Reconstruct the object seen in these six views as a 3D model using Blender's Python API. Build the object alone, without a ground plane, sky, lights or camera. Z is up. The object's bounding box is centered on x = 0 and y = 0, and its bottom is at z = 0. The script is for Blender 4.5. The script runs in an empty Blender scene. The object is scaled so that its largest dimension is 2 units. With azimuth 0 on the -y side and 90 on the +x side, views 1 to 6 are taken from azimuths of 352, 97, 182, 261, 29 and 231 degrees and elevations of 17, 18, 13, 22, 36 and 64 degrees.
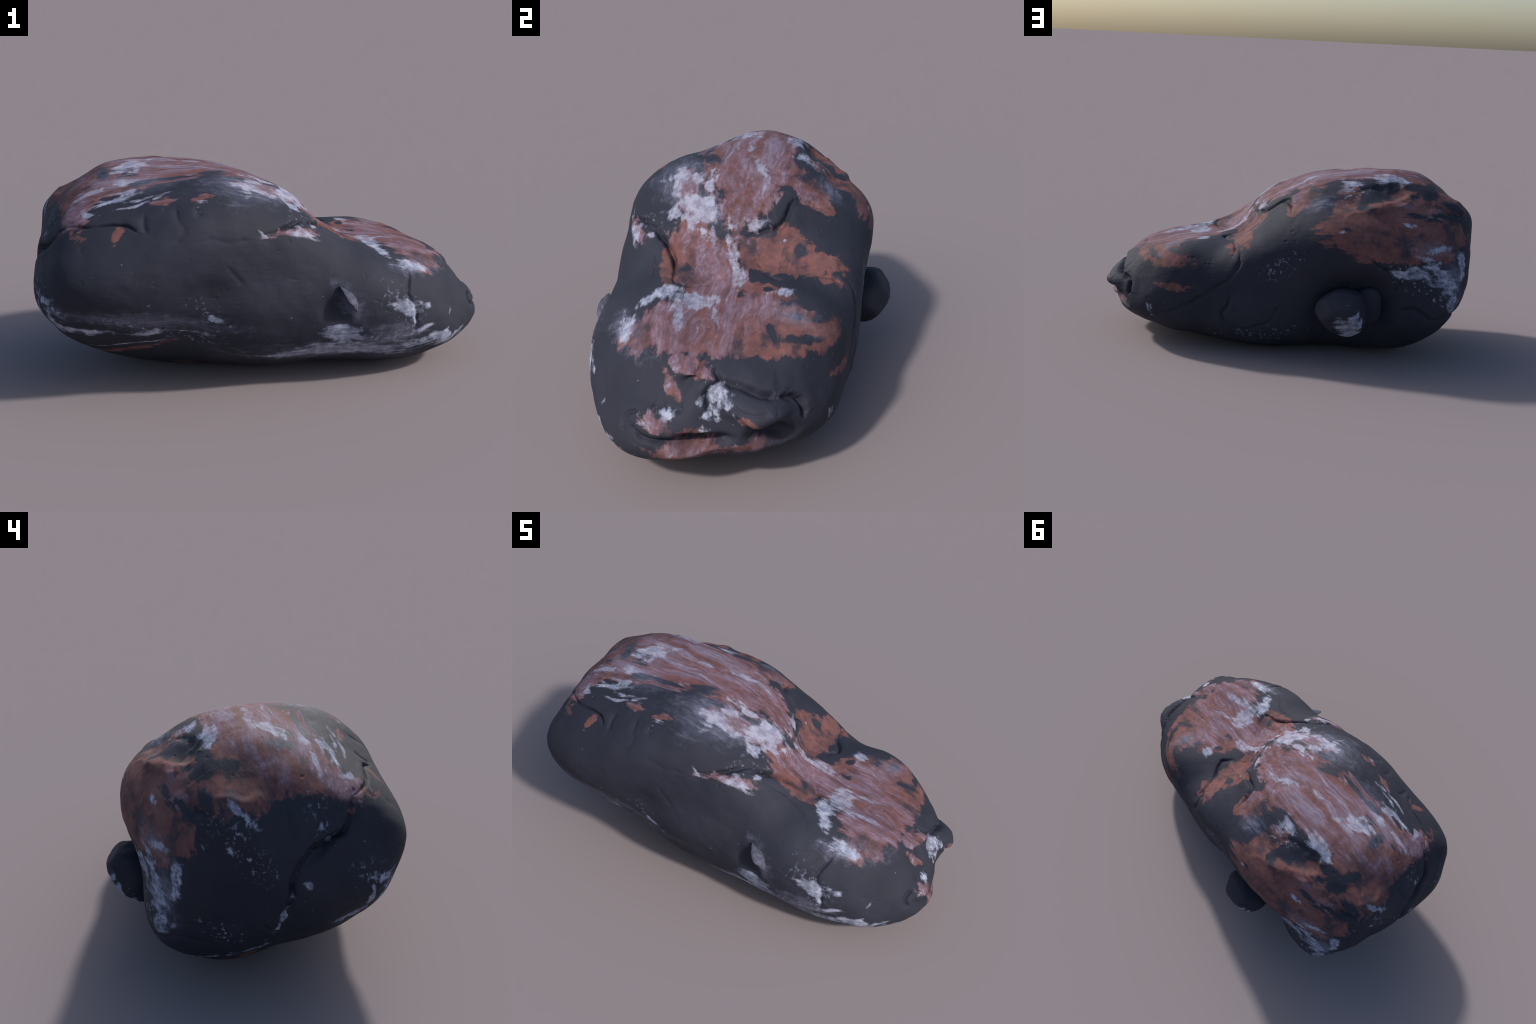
"""A lump of dark modelling clay, roughly loaf shaped with a low snout at +x and a
tall hump at -x, a mushroom-like knob stuck on its +y flank and a torn flake on the
-y flank, smeared with terracotta, pink and white paint."""
import bpy
import numpy as np
from math import pi
from mathutils import Matrix, Vector

# ------------------------------------------------------------------ numeric helpers
def hash3(i, j, k, seed):
    n = (i * 374761393 + j * 668265263 + k * 2147483647 + seed * 974634541) & 0xFFFFFFFF
    n = ((n ^ (n >> 13)) * 1274126177) & 0xFFFFFFFF
    n = ((n ^ (n >> 16)) * 2246822519) & 0xFFFFFFFF
    return ((n ^ (n >> 15)) & 0xFFFFFF) / float(0xFFFFFF) * 2 - 1


def value_noise(p, scale, seed=0):
    """Smooth 3D value noise in -1..1 at points p (n, 3)."""
    q = p * scale
    b = np.floor(q).astype(np.int64)
    f = q - b
    f = f * f * f * (f * (f * 6 - 15) + 10)
    out = np.zeros(len(p))
    for dx in (0, 1):
        for dy in (0, 1):
            for dz in (0, 1):
                w = (f[:, 0] if dx else 1 - f[:, 0]) * (f[:, 1] if dy else 1 - f[:, 1]) \
                    * (f[:, 2] if dz else 1 - f[:, 2])
                out += w * hash3(b[:, 0] + dx, b[:, 1] + dy, b[:, 2] + dz, seed)
    return out


def fractal(p, scale, octaves, seed=0, gain=0.5):
    total, amp = np.zeros(len(p)), 1.0
    for o in range(octaves):
        total += amp * value_noise(p, scale * 2.03 ** o, seed + 17 * o)
        amp *= gain
    return total


def spline_weights(f):
    return [(1 - f) ** 3 / 6, (3 * f ** 3 - 6 * f ** 2 + 4) / 6,
            (-3 * f ** 3 + 3 * f ** 2 + 3 * f + 1) / 6, f ** 3 / 6]


def polyline_distance(p, pts):
    """Distance of points to a polyline and the position along it, 0..1."""
    pts = np.array(pts, float)
    best, along = np.full(len(p), 9.0), np.zeros(len(p))
    n = len(pts) - 1
    for i in range(n):
        a, ab = pts[i], pts[i + 1] - pts[i]
        t = np.clip((p - a) @ ab / (ab @ ab), 0, 1)
        d = np.linalg.norm(p - a - t[:, None] * ab, axis=1)
        m = d < best
        best[m] = d[m]
        along[m] = (i + t[m]) / n
    return best, along


def smooth_curve(pts, steps=5):
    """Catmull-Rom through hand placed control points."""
    p = [np.array(q, float) for q in pts]
    p = [2 * p[0] - p[1]] + p + [2 * p[-1] - p[-2]]
    out = []
    for i in range(1, len(p) - 2):
        for s in range(steps):
            t = s / steps
            out.append(0.5 * (2 * p[i] + (p[i + 1] - p[i - 1]) * t
                              + (2 * p[i - 1] - 5 * p[i] + 4 * p[i + 1] - p[i + 2]) * t ** 2
                              + (3 * p[i] - p[i - 1] - 3 * p[i + 1] + p[i + 2]) * t ** 3))
    out.append(p[-2])
    return np.array(out)


# ------------------------------------------------------------------ body form
# The body is a long potato: cross-section rings from the rear (-x) to the snout (+x).
# Each ring holds spline control radii at 24 bearings, starting at +y and turning
# over the top (+z), the -y flank and the belly; x is stretched by STRETCH.
CENTRE = np.array([0.0, -0.06, 0.43])
STRETCH = np.array([2.0, 1.0, 1.0])
RINGS = np.array([
    [0.494, 0.494, 0.495, 0.495, 0.496, 0.496, 0.497, 0.498, 0.499, 0.499, 0.498, 0.496, 0.496, 0.495, 0.494, 0.493, 0.491, 0.490, 0.490, 0.491, 0.492, 0.492, 0.493, 0.493],
    [0.500, 0.502, 0.503, 0.505, 0.507, 0.508, 0.509, 0.510, 0.511, 0.512, 0.513, 0.512, 0.509, 0.504, 0.500, 0.497, 0.493, 0.489, 0.487, 0.489, 0.492, 0.495, 0.498, 0.499],
    [0.513, 0.514, 0.518, 0.521, 0.527, 0.527, 0.524, 0.524, 0.523, 0.526, 0.533, 0.537, 0.533, 0.518, 0.510, 0.506, 0.496, 0.488, 0.486, 0.490, 0.496, 0.503, 0.510, 0.511],
    [0.560, 0.556, 0.559, 0.561, 0.567, 0.552, 0.546, 0.549, 0.546, 0.546, 0.559, 0.575, 0.578, 0.550, 0.530, 0.515, 0.496, 0.483, 0.481, 0.494, 0.510, 0.525, 0.546, 0.556],
    [0.604, 0.611, 0.609, 0.608, 0.634, 0.593, 0.569, 0.578, 0.575, 0.580, 0.595, 0.606, 0.615, 0.579, 0.536, 0.497, 0.486, 0.486, 0.483, 0.504, 0.533, 0.549, 0.564, 0.580],
    [0.622, 0.614, 0.622, 0.621, 0.631, 0.597, 0.600, 0.599, 0.594, 0.620, 0.657, 0.672, 0.592, 0.532, 0.494, 0.461, 0.457, 0.474, 0.489, 0.521, 0.560, 0.586, 0.634, 0.678],
    [0.588, 0.609, 0.614, 0.622, 0.625, 0.633, 0.629, 0.578, 0.564, 0.593, 0.620, 0.647, 0.571, 0.498, 0.450, 0.426, 0.425, 0.450, 0.477, 0.516, 0.566, 0.607, 0.643, 0.631],
    [0.539, 0.631, 0.631, 0.578, 0.589, 0.594, 0.551, 0.525, 0.571, 0.572, 0.589, 0.566, 0.505, 0.464, 0.439, 0.419, 0.419, 0.443, 0.457, 0.480, 0.518, 0.547, 0.528, 0.463],
    [0.536, 0.610, 0.650, 0.561, 0.546, 0.536, 0.520, 0.515, 0.572, 0.587, 0.589, 0.530, 0.501, 0.486, 0.475, 0.438, 0.430, 0.438, 0.437, 0.451, 0.484, 0.505, 0.491, 0.472],
    [0.515, 0.555, 0.565, 0.511, 0.498, 0.464, 0.465, 0.474, 0.505, 0.548, 0.516, 0.473, 0.499, 0.488, 0.475, 0.450, 0.442, 0.432, 0.423, 0.440, 0.485, 0.521, 0.519, 0.501],
    [0.530, 0.550, 0.493, 0.425, 0.405, 0.385, 0.401, 0.428, 0.419, 0.467, 0.499, 0.475, 0.477, 0.469, 0.471, 0.466, 0.452, 0.428, 0.418, 0.440, 0.499, 0.558, 0.565, 0.543],
    [0.526, 0.511, 0.417, 0.330, 0.310, 0.321, 0.344, 0.361, 0.364, 0.396, 0.447, 0.451, 0.463, 0.483, 0.490, 0.468, 0.435, 0.423, 0.423, 0.446, 0.497, 0.559, 0.579, 0.538],
    [0.527, 0.447, 0.307, 0.255, 0.249, 0.263, 0.277, 0.290, 0.321, 0.348, 0.385, 0.437, 0.512, 0.536, 0.535, 0.508, 0.484, 0.461, 0.448, 0.457, 0.488, 0.545, 0.577, 0.542],
    [0.560, 0.528, 0.326, 0.245, 0.232, 0.232, 0.242, 0.258, 0.285, 0.315, 0.361, 0.435, 0.529, 0.559, 0.578, 0.572, 0.563, 0.519, 0.484, 0.481, 0.506, 0.572, 0.616, 0.574],
    [0.517, 0.512, 0.356, 0.263, 0.240, 0.226, 0.226, 0.236, 0.256, 0.295, 0.350, 0.410, 0.495, 0.545, 0.593, 0.614, 0.561, 0.530, 0.507, 0.506, 0.527, 0.572, 0.607, 0.562],
    [0.511, 0.474, 0.361, 0.279, 0.246, 0.225, 0.220, 0.223, 0.243, 0.305, 0.363, 0.415, 0.487, 0.508, 0.554, 0.599, 0.576, 0.539, 0.521, 0.525, 0.563, 0.568, 0.566, 0.530],
    [0.473, 0.439, 0.379, 0.312, 0.266, 0.243, 0.236, 0.228, 0.245, 0.330, 0.393, 0.416, 0.464, 0.491, 0.547, 0.574, 0.572, 0.556, 0.540, 0.527, 0.539, 0.536, 0.571, 0.513],
    [0.459, 0.431, 0.387, 0.346, 0.317, 0.302, 0.293, 0.282, 0.290, 0.352, 0.414, 0.438, 0.449, 0.465, 0.500, 0.527, 0.536, 0.541, 0.537, 0.519, 0.506, 0.502, 0.518, 0.486],
    [0.447, 0.428, 0.401, 0.378, 0.366, 0.361, 0.356, 0.351, 0.360, 0.388, 0.420, 0.436, 0.440, 0.447, 0.456, 0.466, 0.475, 0.484, 0.486, 0.482, 0.476, 0.471, 0.464, 0.457],
    [0.439, 0.430, 0.415, 0.406, 0.405, 0.408, 0.407, 0.406, 0.409, 0.417, 0.427, 0.434, 0.437, 0.435, 0.431, 0.431, 0.436, 0.442, 0.445, 0.445, 0.444, 0.443, 0.441, 0.441],
])


def body_radius(direction):
    n, m = RINGS.shape
    d = direction / np.linalg.norm(direction, axis=1)[:, None]
    i = np.arccos(np.clip(-d[:, 0], -1, 1)) / pi * n - 0.5
    j = (np.arctan2(d[:, 2], d[:, 1]) % (2 * pi)) / (2 * pi) * m
    i0, j0 = np.floor(i).astype(int), np.floor(j).astype(int)
    wi, wj = spline_weights(i - i0), spline_weights(j - j0)
    r = np.zeros(len(d))
    for k in range(4):
        ring = i0 + k - 1
        over = (ring < 0) | (ring >= n)
        ring = np.where(ring < 0, -1 - ring, np.where(ring >= n, 2 * n - 1 - ring, ring))
        for l in range(4):
            r += wi[k] * wj[l] * RINGS[ring, np.where(over, j0 + l - 1 + m // 2, j0 + l - 1) % m]
    return r


def on_body(points):
    """Slide points along the ray from the body's centre onto its base surface."""
    q = (np.atleast_2d(np.array(points, float)) - CENTRE) / STRETCH
    u = q / np.linalg.norm(q, axis=1)[:, None]
    return CENTRE + u * body_radius(u)[:, None] * STRETCH


# Creases pressed or cracked into the clay: name, half width, depth, path
CREASES = [
    ("flank crack", 0.010, 0.010, [(-0.84, -0.33, 0.75), (-0.74, -0.41, 0.77), (-0.64, -0.43, 0.78), (-0.57, -0.46, 0.77), (-0.54, -0.48, 0.75)]),
    ("flank pinch", 0.019, 0.008, [(-0.51, -0.42, 0.81), (-0.52, -0.46, 0.78), (-0.51, -0.49, 0.75)]),
    ("flank fold", 0.022, 0.005, [(-0.38, -0.42, 0.84), (-0.39, -0.47, 0.80), (-0.36, -0.50, 0.77), (-0.37, -0.52, 0.74), (-0.41, -0.53, 0.70)]),
    ("flank wrinkle", 0.017, 0.004, [(-0.30, -0.54, 0.71), (-0.24, -0.53, 0.71), (-0.21, -0.53, 0.70), (-0.15, -0.52, 0.69), (-0.09, -0.51, 0.70)]),
    ("flank wrinkle", 0.017, 0.004, [(-0.30, -0.44, 0.83), (-0.29, -0.48, 0.80)]),
    ("flank wrinkle", 0.017, 0.003, [(-0.20, -0.55, 0.61), (-0.16, -0.55, 0.56), (-0.13, -0.55, 0.52)]),
    ("neck crease", 0.016, 0.018, [(-0.04, -0.49, 0.71), (0.04, -0.46, 0.72), (0.10, -0.41, 0.73), (0.15, -0.35, 0.73), (0.20, -0.32, 0.70), (0.26, -0.26, 0.67), (0.31, -0.24, 0.64), (0.37, -0.23, 0.60)]),
    ("cheek crack", 0.012, 0.008, [(0.61, -0.37, 0.49), (0.58, -0.48, 0.42), (0.61, -0.50, 0.34), (0.62, -0.50, 0.27), (0.60, -0.49, 0.22)]),
    ("cheek line", 0.014, 0.006, [(0.22, -0.35, 0.68), (0.35, -0.31, 0.61), (0.43, -0.34, 0.56), (0.48, -0.39, 0.53)]),
    ("rear crack", 0.018, 0.022, [(-0.84, -0.33, 0.75), (-0.91, -0.29, 0.68), (-0.94, -0.22, 0.65), (-0.96, -0.15, 0.63), (-0.98, -0.10, 0.58), (-0.99, -0.07, 0.52), (-0.99, -0.07, 0.47), (-0.99, -0.05, 0.41), (-0.96, -0.02, 0.35)]),
    ("rear step", 0.020, 0.012, [(-0.79, 0.26, 0.79), (-0.85, 0.24, 0.78), (-0.92, 0.18, 0.77)]),
    ("rear wrinkle", 0.020, 0.006, [(-0.90, -0.07, 0.77), (-0.94, -0.08, 0.71), (-0.95, -0.09, 0.67)]),
    ("rear fold", 0.018, 0.014, [(-0.76, 0.43, 0.25), (-0.87, 0.36, 0.29), (-0.88, 0.26, 0.26), (-0.88, 0.14, 0.21)]),
    ("rear fold", 0.014, 0.008, [(-0.96, 0.06, 0.36), (-0.94, -0.02, 0.30), (-0.94, -0.12, 0.29)]),
    ("flank crack", 0.011, 0.012, [(-0.41, 0.49, 0.58), (-0.48, 0.48, 0.53), (-0.59, 0.45, 0.48), (-0.57, 0.45, 0.42), (-0.54, 0.44, 0.38)]),
    ("hip crack", 0.013, 0.014, [(-0.58, 0.43, 0.29), (-0.64, 0.44, 0.32), (-0.71, 0.44, 0.29), (-0.75, 0.43, 0.26), (-0.83, 0.40, 0.27)]),
    ("jaw crack", 0.012, 0.010, [(0.23, 0.39, 0.57), (0.23, 0.44, 0.50), (0.28, 0.45, 0.42), (0.40, 0.43, 0.33), (0.49, 0.42, 0.26), (0.58, 0.40, 0.22), (0.68, 0.37, 0.19)]),
    ("belly crack", 0.012, 0.010, [(0.28, 0.45, 0.39), (0.28, 0.45, 0.29), (0.31, 0.44, 0.25), (0.31, 0.43, 0.21), (0.25, 0.42, 0.15), (0.16, 0.42, 0.16), (0.06, 0.44, 0.21), (0.03, 0.45, 0.28), (-0.01, 0.45, 0.30)]),
    ("brow crease", 0.018, 0.016, [(0.13, 0.07, 0.74), (0.12, 0.14, 0.72), (0.08, 0.17, 0.76), (0.04, 0.18, 0.78), (-0.00, 0.23, 0.79), (-0.02, 0.32, 0.76)]),
    ("neck crease", 0.014, 0.012, [(0.14, -0.38, 0.72), (0.22, -0.30, 0.69), (0.30, -0.25, 0.65), (0.38, -0.22, 0.59), (0.43, -0.20, 0.58)]),
    ("neck fold", 0.030, 0.012, [(0.43, -0.21, 0.58), (0.37, -0.12, 0.57), (0.34, -0.04, 0.58)]),
    ("cheek fold", 0.016, 0.012, [(0.24, 0.07, 0.60), (0.32, 0.14, 0.58), (0.32, 0.20, 0.58), (0.28, 0.30, 0.58), (0.26, 0.36, 0.57), (0.27, 0.41, 0.53)]),
    ("snout crack", 0.017, 0.024, [(0.85, 0.00, 0.45), (0.88, 0.02, 0.42), (0.89, 0.00, 0.40), (0.90, -0.02, 0.38), (0.92, -0.01, 0.34), (0.93, 0.00, 0.31)]),
    ("snout crack", 0.023, 0.033, [(0.88, 0.02, 0.42), (0.88, 0.08, 0.41), (0.89, 0.13, 0.39), (0.88, 0.18, 0.37), (0.86, 0.21, 0.36)]),
    ("snout crack", 0.018, 0.021, [(0.86, 0.21, 0.36), (0.82, 0.27, 0.34), (0.81, 0.29, 0.30), (0.82, 0.30, 0.27)]),
    ("snout crack", 0.026, 0.009, [(0.91, -0.20, 0.35), (0.93, -0.14, 0.34), (0.94, -0.09, 0.33)]),
    ("nostril fold", 0.019, 0.029, [(0.95, -0.26, 0.27), (0.98, -0.20, 0.24), (0.98, -0.13, 0.23), (0.98, -0.08, 0.25), (0.97, -0.06, 0.27)]),
    ("nostril rim", 0.014, 0.010, [(0.94, -0.29, 0.26), (0.92, -0.30, 0.28), (0.92, -0.28, 0.31), (0.92, -0.24, 0.33)]),
    ("lip line", 0.018, 0.022, [(0.94, 0.09, 0.31), (0.94, 0.16, 0.26), (0.93, 0.20, 0.27), (0.89, 0.23, 0.29)]),
    ("snout line", 0.014, 0.007, [(0.92, 0.05, 0.36), (0.94, 0.13, 0.33), (0.90, 0.20, 0.33)]),
    ("crown fold", 0.026, 0.006, [(-0.33, 0.26, 0.86), (-0.45, 0.22, 0.90), (-0.55, 0.19, 0.91)]),
    ("crown line", 0.014, 0.010, [(0.18, 0.02, 0.69), (0.11, 0.14, 0.73), (0.01, 0.19, 0.80), (-0.02, 0.27, 0.78)]),
    ("rim crack", 0.016, 0.014, [(-0.81, -0.34, 0.77), (-0.91, -0.28, 0.68), (-0.95, -0.21, 0.64), (-0.99, -0.08, 0.53)]),
    ("crown ridge", 0.042, -0.010, [(-0.30, 0.42, 0.77), (-0.47, 0.33, 0.81), (-0.61, 0.25, 0.86), (-0.60, 0.21, 0.89), (-0.57, 0.18, 0.91)]),
    ("rear ridge", 0.034, -0.005, [(-0.87, 0.16, 0.82), (-0.89, 0.07, 0.81), (-0.86, -0.01, 0.82)]),
    ("crown ridge", 0.034, -0.004, [(-0.55, 0.17, 0.92), (-0.46, 0.07, 0.95), (-0.38, -0.04, 0.95), (-0.31, -0.07, 0.94)]),
    ("shoulder ridge", 0.030, -0.008, [(-0.51, 0.17, 0.92), (-0.50, 0.24, 0.88), (-0.60, 0.30, 0.82), (-0.33, 0.41, 0.78)]),
]

# Broad bumps (+) and dents (-): name, centre, radii, push vector
SWELLS = [
    ("nose overhang", (0.92, 0.17, 0.31), (0.07, 0.08, 0.05), (0.012, 0.0, 0.0)),
    ("mouth hollow", (0.96, -0.04, 0.225), (0.07, 0.085, 0.024), (-0.085, 0.0, 0.0)),
    ("lower lip", (0.965, -0.03, 0.180), (0.06, 0.13, 0.026), (0.020, 0.0, 0.0)),
    ("nose boss", (0.915, 0.05, 0.345), (0.06, 0.07, 0.035), (0.012, 0.0, 0.006)),
    ("snout boss", (0.885, 0.22, 0.325), (0.05, 0.05, 0.035), (0.012, 0.008, 0.0)),
    ("cheek boss", (0.90, -0.22, 0.30), (0.06, 0.06, 0.04), (0.010, -0.004, 0.0)),
    ("snout hollow", (0.90, 0.21, 0.235), (0.08, 0.070, 0.042), (-0.085, -0.03, 0.0)),
    ("crown hollow", (-0.535, 0.242, 0.88), (0.09, 0.06, 0.06), (0.0, -0.012, -0.030)),
    ("crown hollow", (-0.28, 0.34, 0.82), (0.08, 0.05, 0.05), (0.0, -0.008, -0.016)),
    ("knob socket", (-0.40, 0.46, 0.36), (0.17, 0.12, 0.14), (0.0, -0.03, 0.0)),
    ("knob socket", (-0.45, 0.46, 0.29), (0.09, 0.12, 0.13), (0.0, -0.040, 0.0)),
    ("flank dimple", (-0.28, -0.55, 0.49), (0.10, 0.1, 0.06), (0.0, 0.012, 0.0)),
    ("flake pocket", (0.265, -0.53, 0.37), (0.06, 0.1, 0.06), (0.0, 0.022, 0.0)),
]


def cube_sphere(n):
    """Evenly gridded unit sphere: vertices and quads, corners merged."""
    a = np.arange(n + 1)
    u, v = np.meshgrid(a, a, indexing="ij")
    full, zero = np.full_like(u, n), np.zeros_like(u)
    sides = [(full, u, v), (zero, v, u), (v, full, u), (u, zero, v), (u, v, full), (v, u, zero)]
    lattice = np.concatenate([np.stack(s, -1).reshape(-1, 3) for s in sides])
    key = (lattice[:, 0] * (n + 1) + lattice[:, 1]) * (n + 1) + lattice[:, 2]
    _, first, inverse = np.unique(key, return_index=True, return_inverse=True)
    grid = lattice[first] / n * 2 - 1
    p = np.tan(grid * pi / 4)
    p /= np.linalg.norm(p, axis=1)[:, None]
    quads = []
    for s in range(6):
        base = s * (n + 1) ** 2
        i = (np.arange(n)[:, None] * (n + 1) + np.arange(n)[None, :]).ravel() + base
        quads.append(np.stack([i, i + n + 1, i + n + 2, i + 1], 1))
    return p, inverse[np.concatenate(quads)]


def vertex_normals(p, quads):
    fn = np.cross(p[quads[:, 2]] - p[quads[:, 0]], p[quads[:, 3]] - p[quads[:, 1]])
    n = np.zeros_like(p)
    for k in range(4):
        for ax in range(3):
            n[:, ax] += np.bincount(quads[:, k], fn[:, ax], len(p))
    return n / (np.linalg.norm(n, axis=1)[:, None] + 1e-12)


def make_mesh(name, verts, faces, parent=None, material=None):
    me = bpy.data.meshes.new(name)
    verts = np.asarray(verts, float)
    faces = np.asarray(faces)
    me.vertices.add(len(verts))
    me.vertices.foreach_set("co", verts.ravel())
    k = faces.shape[1]
    me.loops.add(faces.size)
    me.loops.foreach_set("vertex_index", faces.ravel().astype(np.int32))
    me.polygons.add(len(faces))
    me.polygons.foreach_set("loop_start", (np.arange(len(faces)) * k).astype(np.int32))
    me.update(calc_edges=True)
    me.validate()
    me.polygons.foreach_set("use_smooth", np.ones(len(me.polygons), bool))
    ob = bpy.data.objects.new(name, me)
    bpy.context.scene.collection.objects.link(ob)
    if parent:
        ob.parent = parent
    if material:
        me.materials.append(material)
    return ob


def build_body():
    sphere, quads = cube_sphere(420)
    p = CENTRE + sphere * body_radius(sphere)[:, None] * STRETCH
    nrm = vertex_normals(p, quads)
    if np.sum((p - CENTRE) * nrm) < 0:
        quads = quads[:, ::-1]
        nrm = -nrm
    base = p.copy()
    wobble = np.stack([fractal(base, 7, 2, s) for s in (3, 4, 5)], 1) * 0.012
    for name, centre, radii, push in SWELLS:
        d = (base + wobble - np.array(centre)) / np.array(radii)
        p = p + np.exp(-np.sum(d * d, 1) ** 1.3)[:, None] * np.array(push)
    ragged = np.stack([fractal(base, 15, 3, s) for s in (13, 14, 15)], 1) * 0.006
    cut = np.zeros(len(p))
    for name, width, depth, path in CREASES:
        path = on_body(smooth_curve(path))
        lo, hi = path.min(0) - 0.12, path.max(0) + 0.12
        near = np.where(np.all((base > lo) & (base < hi), axis=1))[0]
        d, t = polyline_distance(base[near] + ragged[near], path)
        fade = np.clip(np.minimum(t, 1 - t) / 0.15, 0.25, 1)
        vary = 0.75 + 0.5 * value_noise(base[near], 14, 31)
        w = width * 0.62 * (0.5 + 0.5 * fade)
        groove = -np.exp(-(d / w) ** 2) * depth * 1.25
        lip = np.exp(-((d - 2.4 * width) / (1.6 * width)) ** 2) * depth * 0.16
        cut[near] += (groove + lip) * fade * vary
    relief = fractal(base, 5.0, 2, 50) * 0.0030 + fractal(base, 12, 2, 61) * 0.0022
    pits = np.clip(fractal(base, 40, 2, 71) - 0.85, 0, 1) * -0.005
    streak = fractal(base * np.array([0.3, 1, 1]), 60, 2, 81) * 0.0003
    p = p + nrm * (cut + relief + pits + streak)[:, None]
    p[:, 2] = np.maximum(p[:, 2], 0.0) if p[:, 2].min() > -0.02 else p[:, 2] - p[:, 2].min()
    return p, quads


def closed_spline(theta, angles, radii):
    """Periodic smooth interpolation of radii given at rising angles (radians)."""
    a = np.concatenate([angles - 2 * pi, angles, angles + 2 * pi])
    r = np.tile(radii, 3)
    fine = np.linspace(-pi, 3 * pi, 721)
    lin = np.interp(fine, a, r)
    k = np.hanning(25)
    return np.interp(theta % (2 * pi), fine, np.convolve(np.pad(lin, 12, "edge"), k / k.sum(), "valid"))


def stub(centre, outline, out_height, lean, steps, seed, facets=(), face=0.75):
    """A blunt stub on the +y flank: outline as (degrees, radius) seen from +y, right is -x."""
    sphere, quads = cube_sphere(steps)
    theta = np.arctan2(sphere[:, 2], -sphere[:, 0]) % (2 * pi)
    ang = np.radians([o[0] for o in outline])
    rad = np.array([o[1] for o in outline])
    flat = np.hypot(sphere[:, 0], sphere[:, 2]) ** face
    r = closed_spline(theta, ang, rad) * flat
    x, z = -np.cos(theta) * r, np.sin(theta) * r
    y = np.sign(sphere[:, 1]) * np.abs(sphere[:, 1]) ** 0.9 * np.where(sphere[:, 1] > 0, out_height, 0.12)
    y = y + lean * z + 0.05 * x
    p = np.stack([x, y, z], 1)
    for plane, off in facets:                   # worn flat sides
        n = np.array(plane) / np.linalg.norm(plane)
        beyond = p @ n - off
        p = p - n * (np.logaddexp(0, beyond / 0.007) * 0.007)[:, None]
    p = p + np.array(centre)
    nrm = vertex_normals(p, quads)
    if np.sum((p - np.array(centre)) * nrm) < 0:
        quads, nrm = quads[:, ::-1], -nrm
    p = p + nrm * (fractal(p, 13, 3, seed) * 0.004)[:, None]
    return p, quads


# outline of the knob seen from +y: blunt, roughly six sided
KNOB = [(15, 0.128), (42, 0.143), (72, 0.139), (88, 0.132), (120, 0.122), (158, 0.135), (176, 0.138),
        (205, 0.108), (237, 0.110), (263, 0.117), (293, 0.142), (312, 0.144), (338, 0.133)]
NUB = [(20, 0.075), (70, 0.105), (110, 0.10), (180, 0.08), (250, 0.10), (290, 0.10), (340, 0.075)]


KNOB_FACETS = [((0.05, 0.80, -0.60), 0.082), ((0.1, 0.80, 0.60), 0.112), ((0.80, 0.60, 0.05), 0.118),
               ((-0.85, 0.50, 0.1), 0.112), ((-0.35, 0.62, -0.70), 0.104), ((-0.1, 0.05, 1), 0.128)]


def build_knob():
    return stub((-0.295, 0.480, 0.285), KNOB, 0.100, 0.14, 110, 91, KNOB_FACETS)


def build_nub():
    """A smaller swelling of clay squeezed out behind the knob."""
    return stub((-0.430, 0.395, 0.30), NUB, 0.035, 0.05, 50, 97, [((-0.6, 0.8, -0.1), 0.055)])


def build_flake():
    """A torn chip of clay curling outward from the flank, thick at the root."""
    tip = np.array([[0.272, -0.520, 0.478], [0.290, -0.548, 0.445], [0.310, -0.552, 0.415],
                    [0.332, -0.546, 0.385], [0.350, -0.530, 0.350]])
    root = np.array([[0.285, -0.505, 0.470], [0.312, -0.510, 0.450], [0.335, -0.512, 0.425],
                     [0.352, -0.512, 0.395], [0.358, -0.508, 0.360]])
    ns, nt = 40, 24
    a, b = smooth_curve(tip, 10), smooth_curve(root, 10)
    verts, faces = [], []
    n = len(a)
    ring = 24
    for i in range(n):
        s = i / (n - 1)
        taper = np.sin(pi * min(max(s, 0.03), 0.97)) ** 0.6
        axis = a[i] - b[i]
        thick = np.cross(axis, a[min(i + 1, n - 1)] - a[max(i - 1, 0)])
        thick = thick / np.linalg.norm(thick) * 0.010 * taper
        mid = (a[i] + b[i]) / 2
        for k in range(ring):
            th = 2 * pi * k / ring
            verts.append(mid + axis * 0.62 * np.cos(th) * (0.4 + 0.6 * taper) + thick * np.sin(th))
    for i in range(n - 1):
        for k in range(ring):
            k2 = (k + 1) % ring
            faces.append((i * ring + k, i * ring + k2, (i + 1) * ring + k2, (i + 1) * ring + k))
    v = np.array(verts)
    v += np.stack([fractal(v, 45, 2, s) for s in (5, 6, 7)], 1) * 0.003
    for end in (0, n - 1):
        c = len(v)
        v = np.vstack([v, v[end * ring:(end + 1) * ring].mean(0)])
        for k in range(ring):
            k2 = (k + 1) % ring
            q = (end * ring + k, end * ring + k2)
            faces.append((c, q[1], q[0], q[0]) if end == 0 else (c, q[0], q[1], q[1]))
    return v, faces


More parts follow.
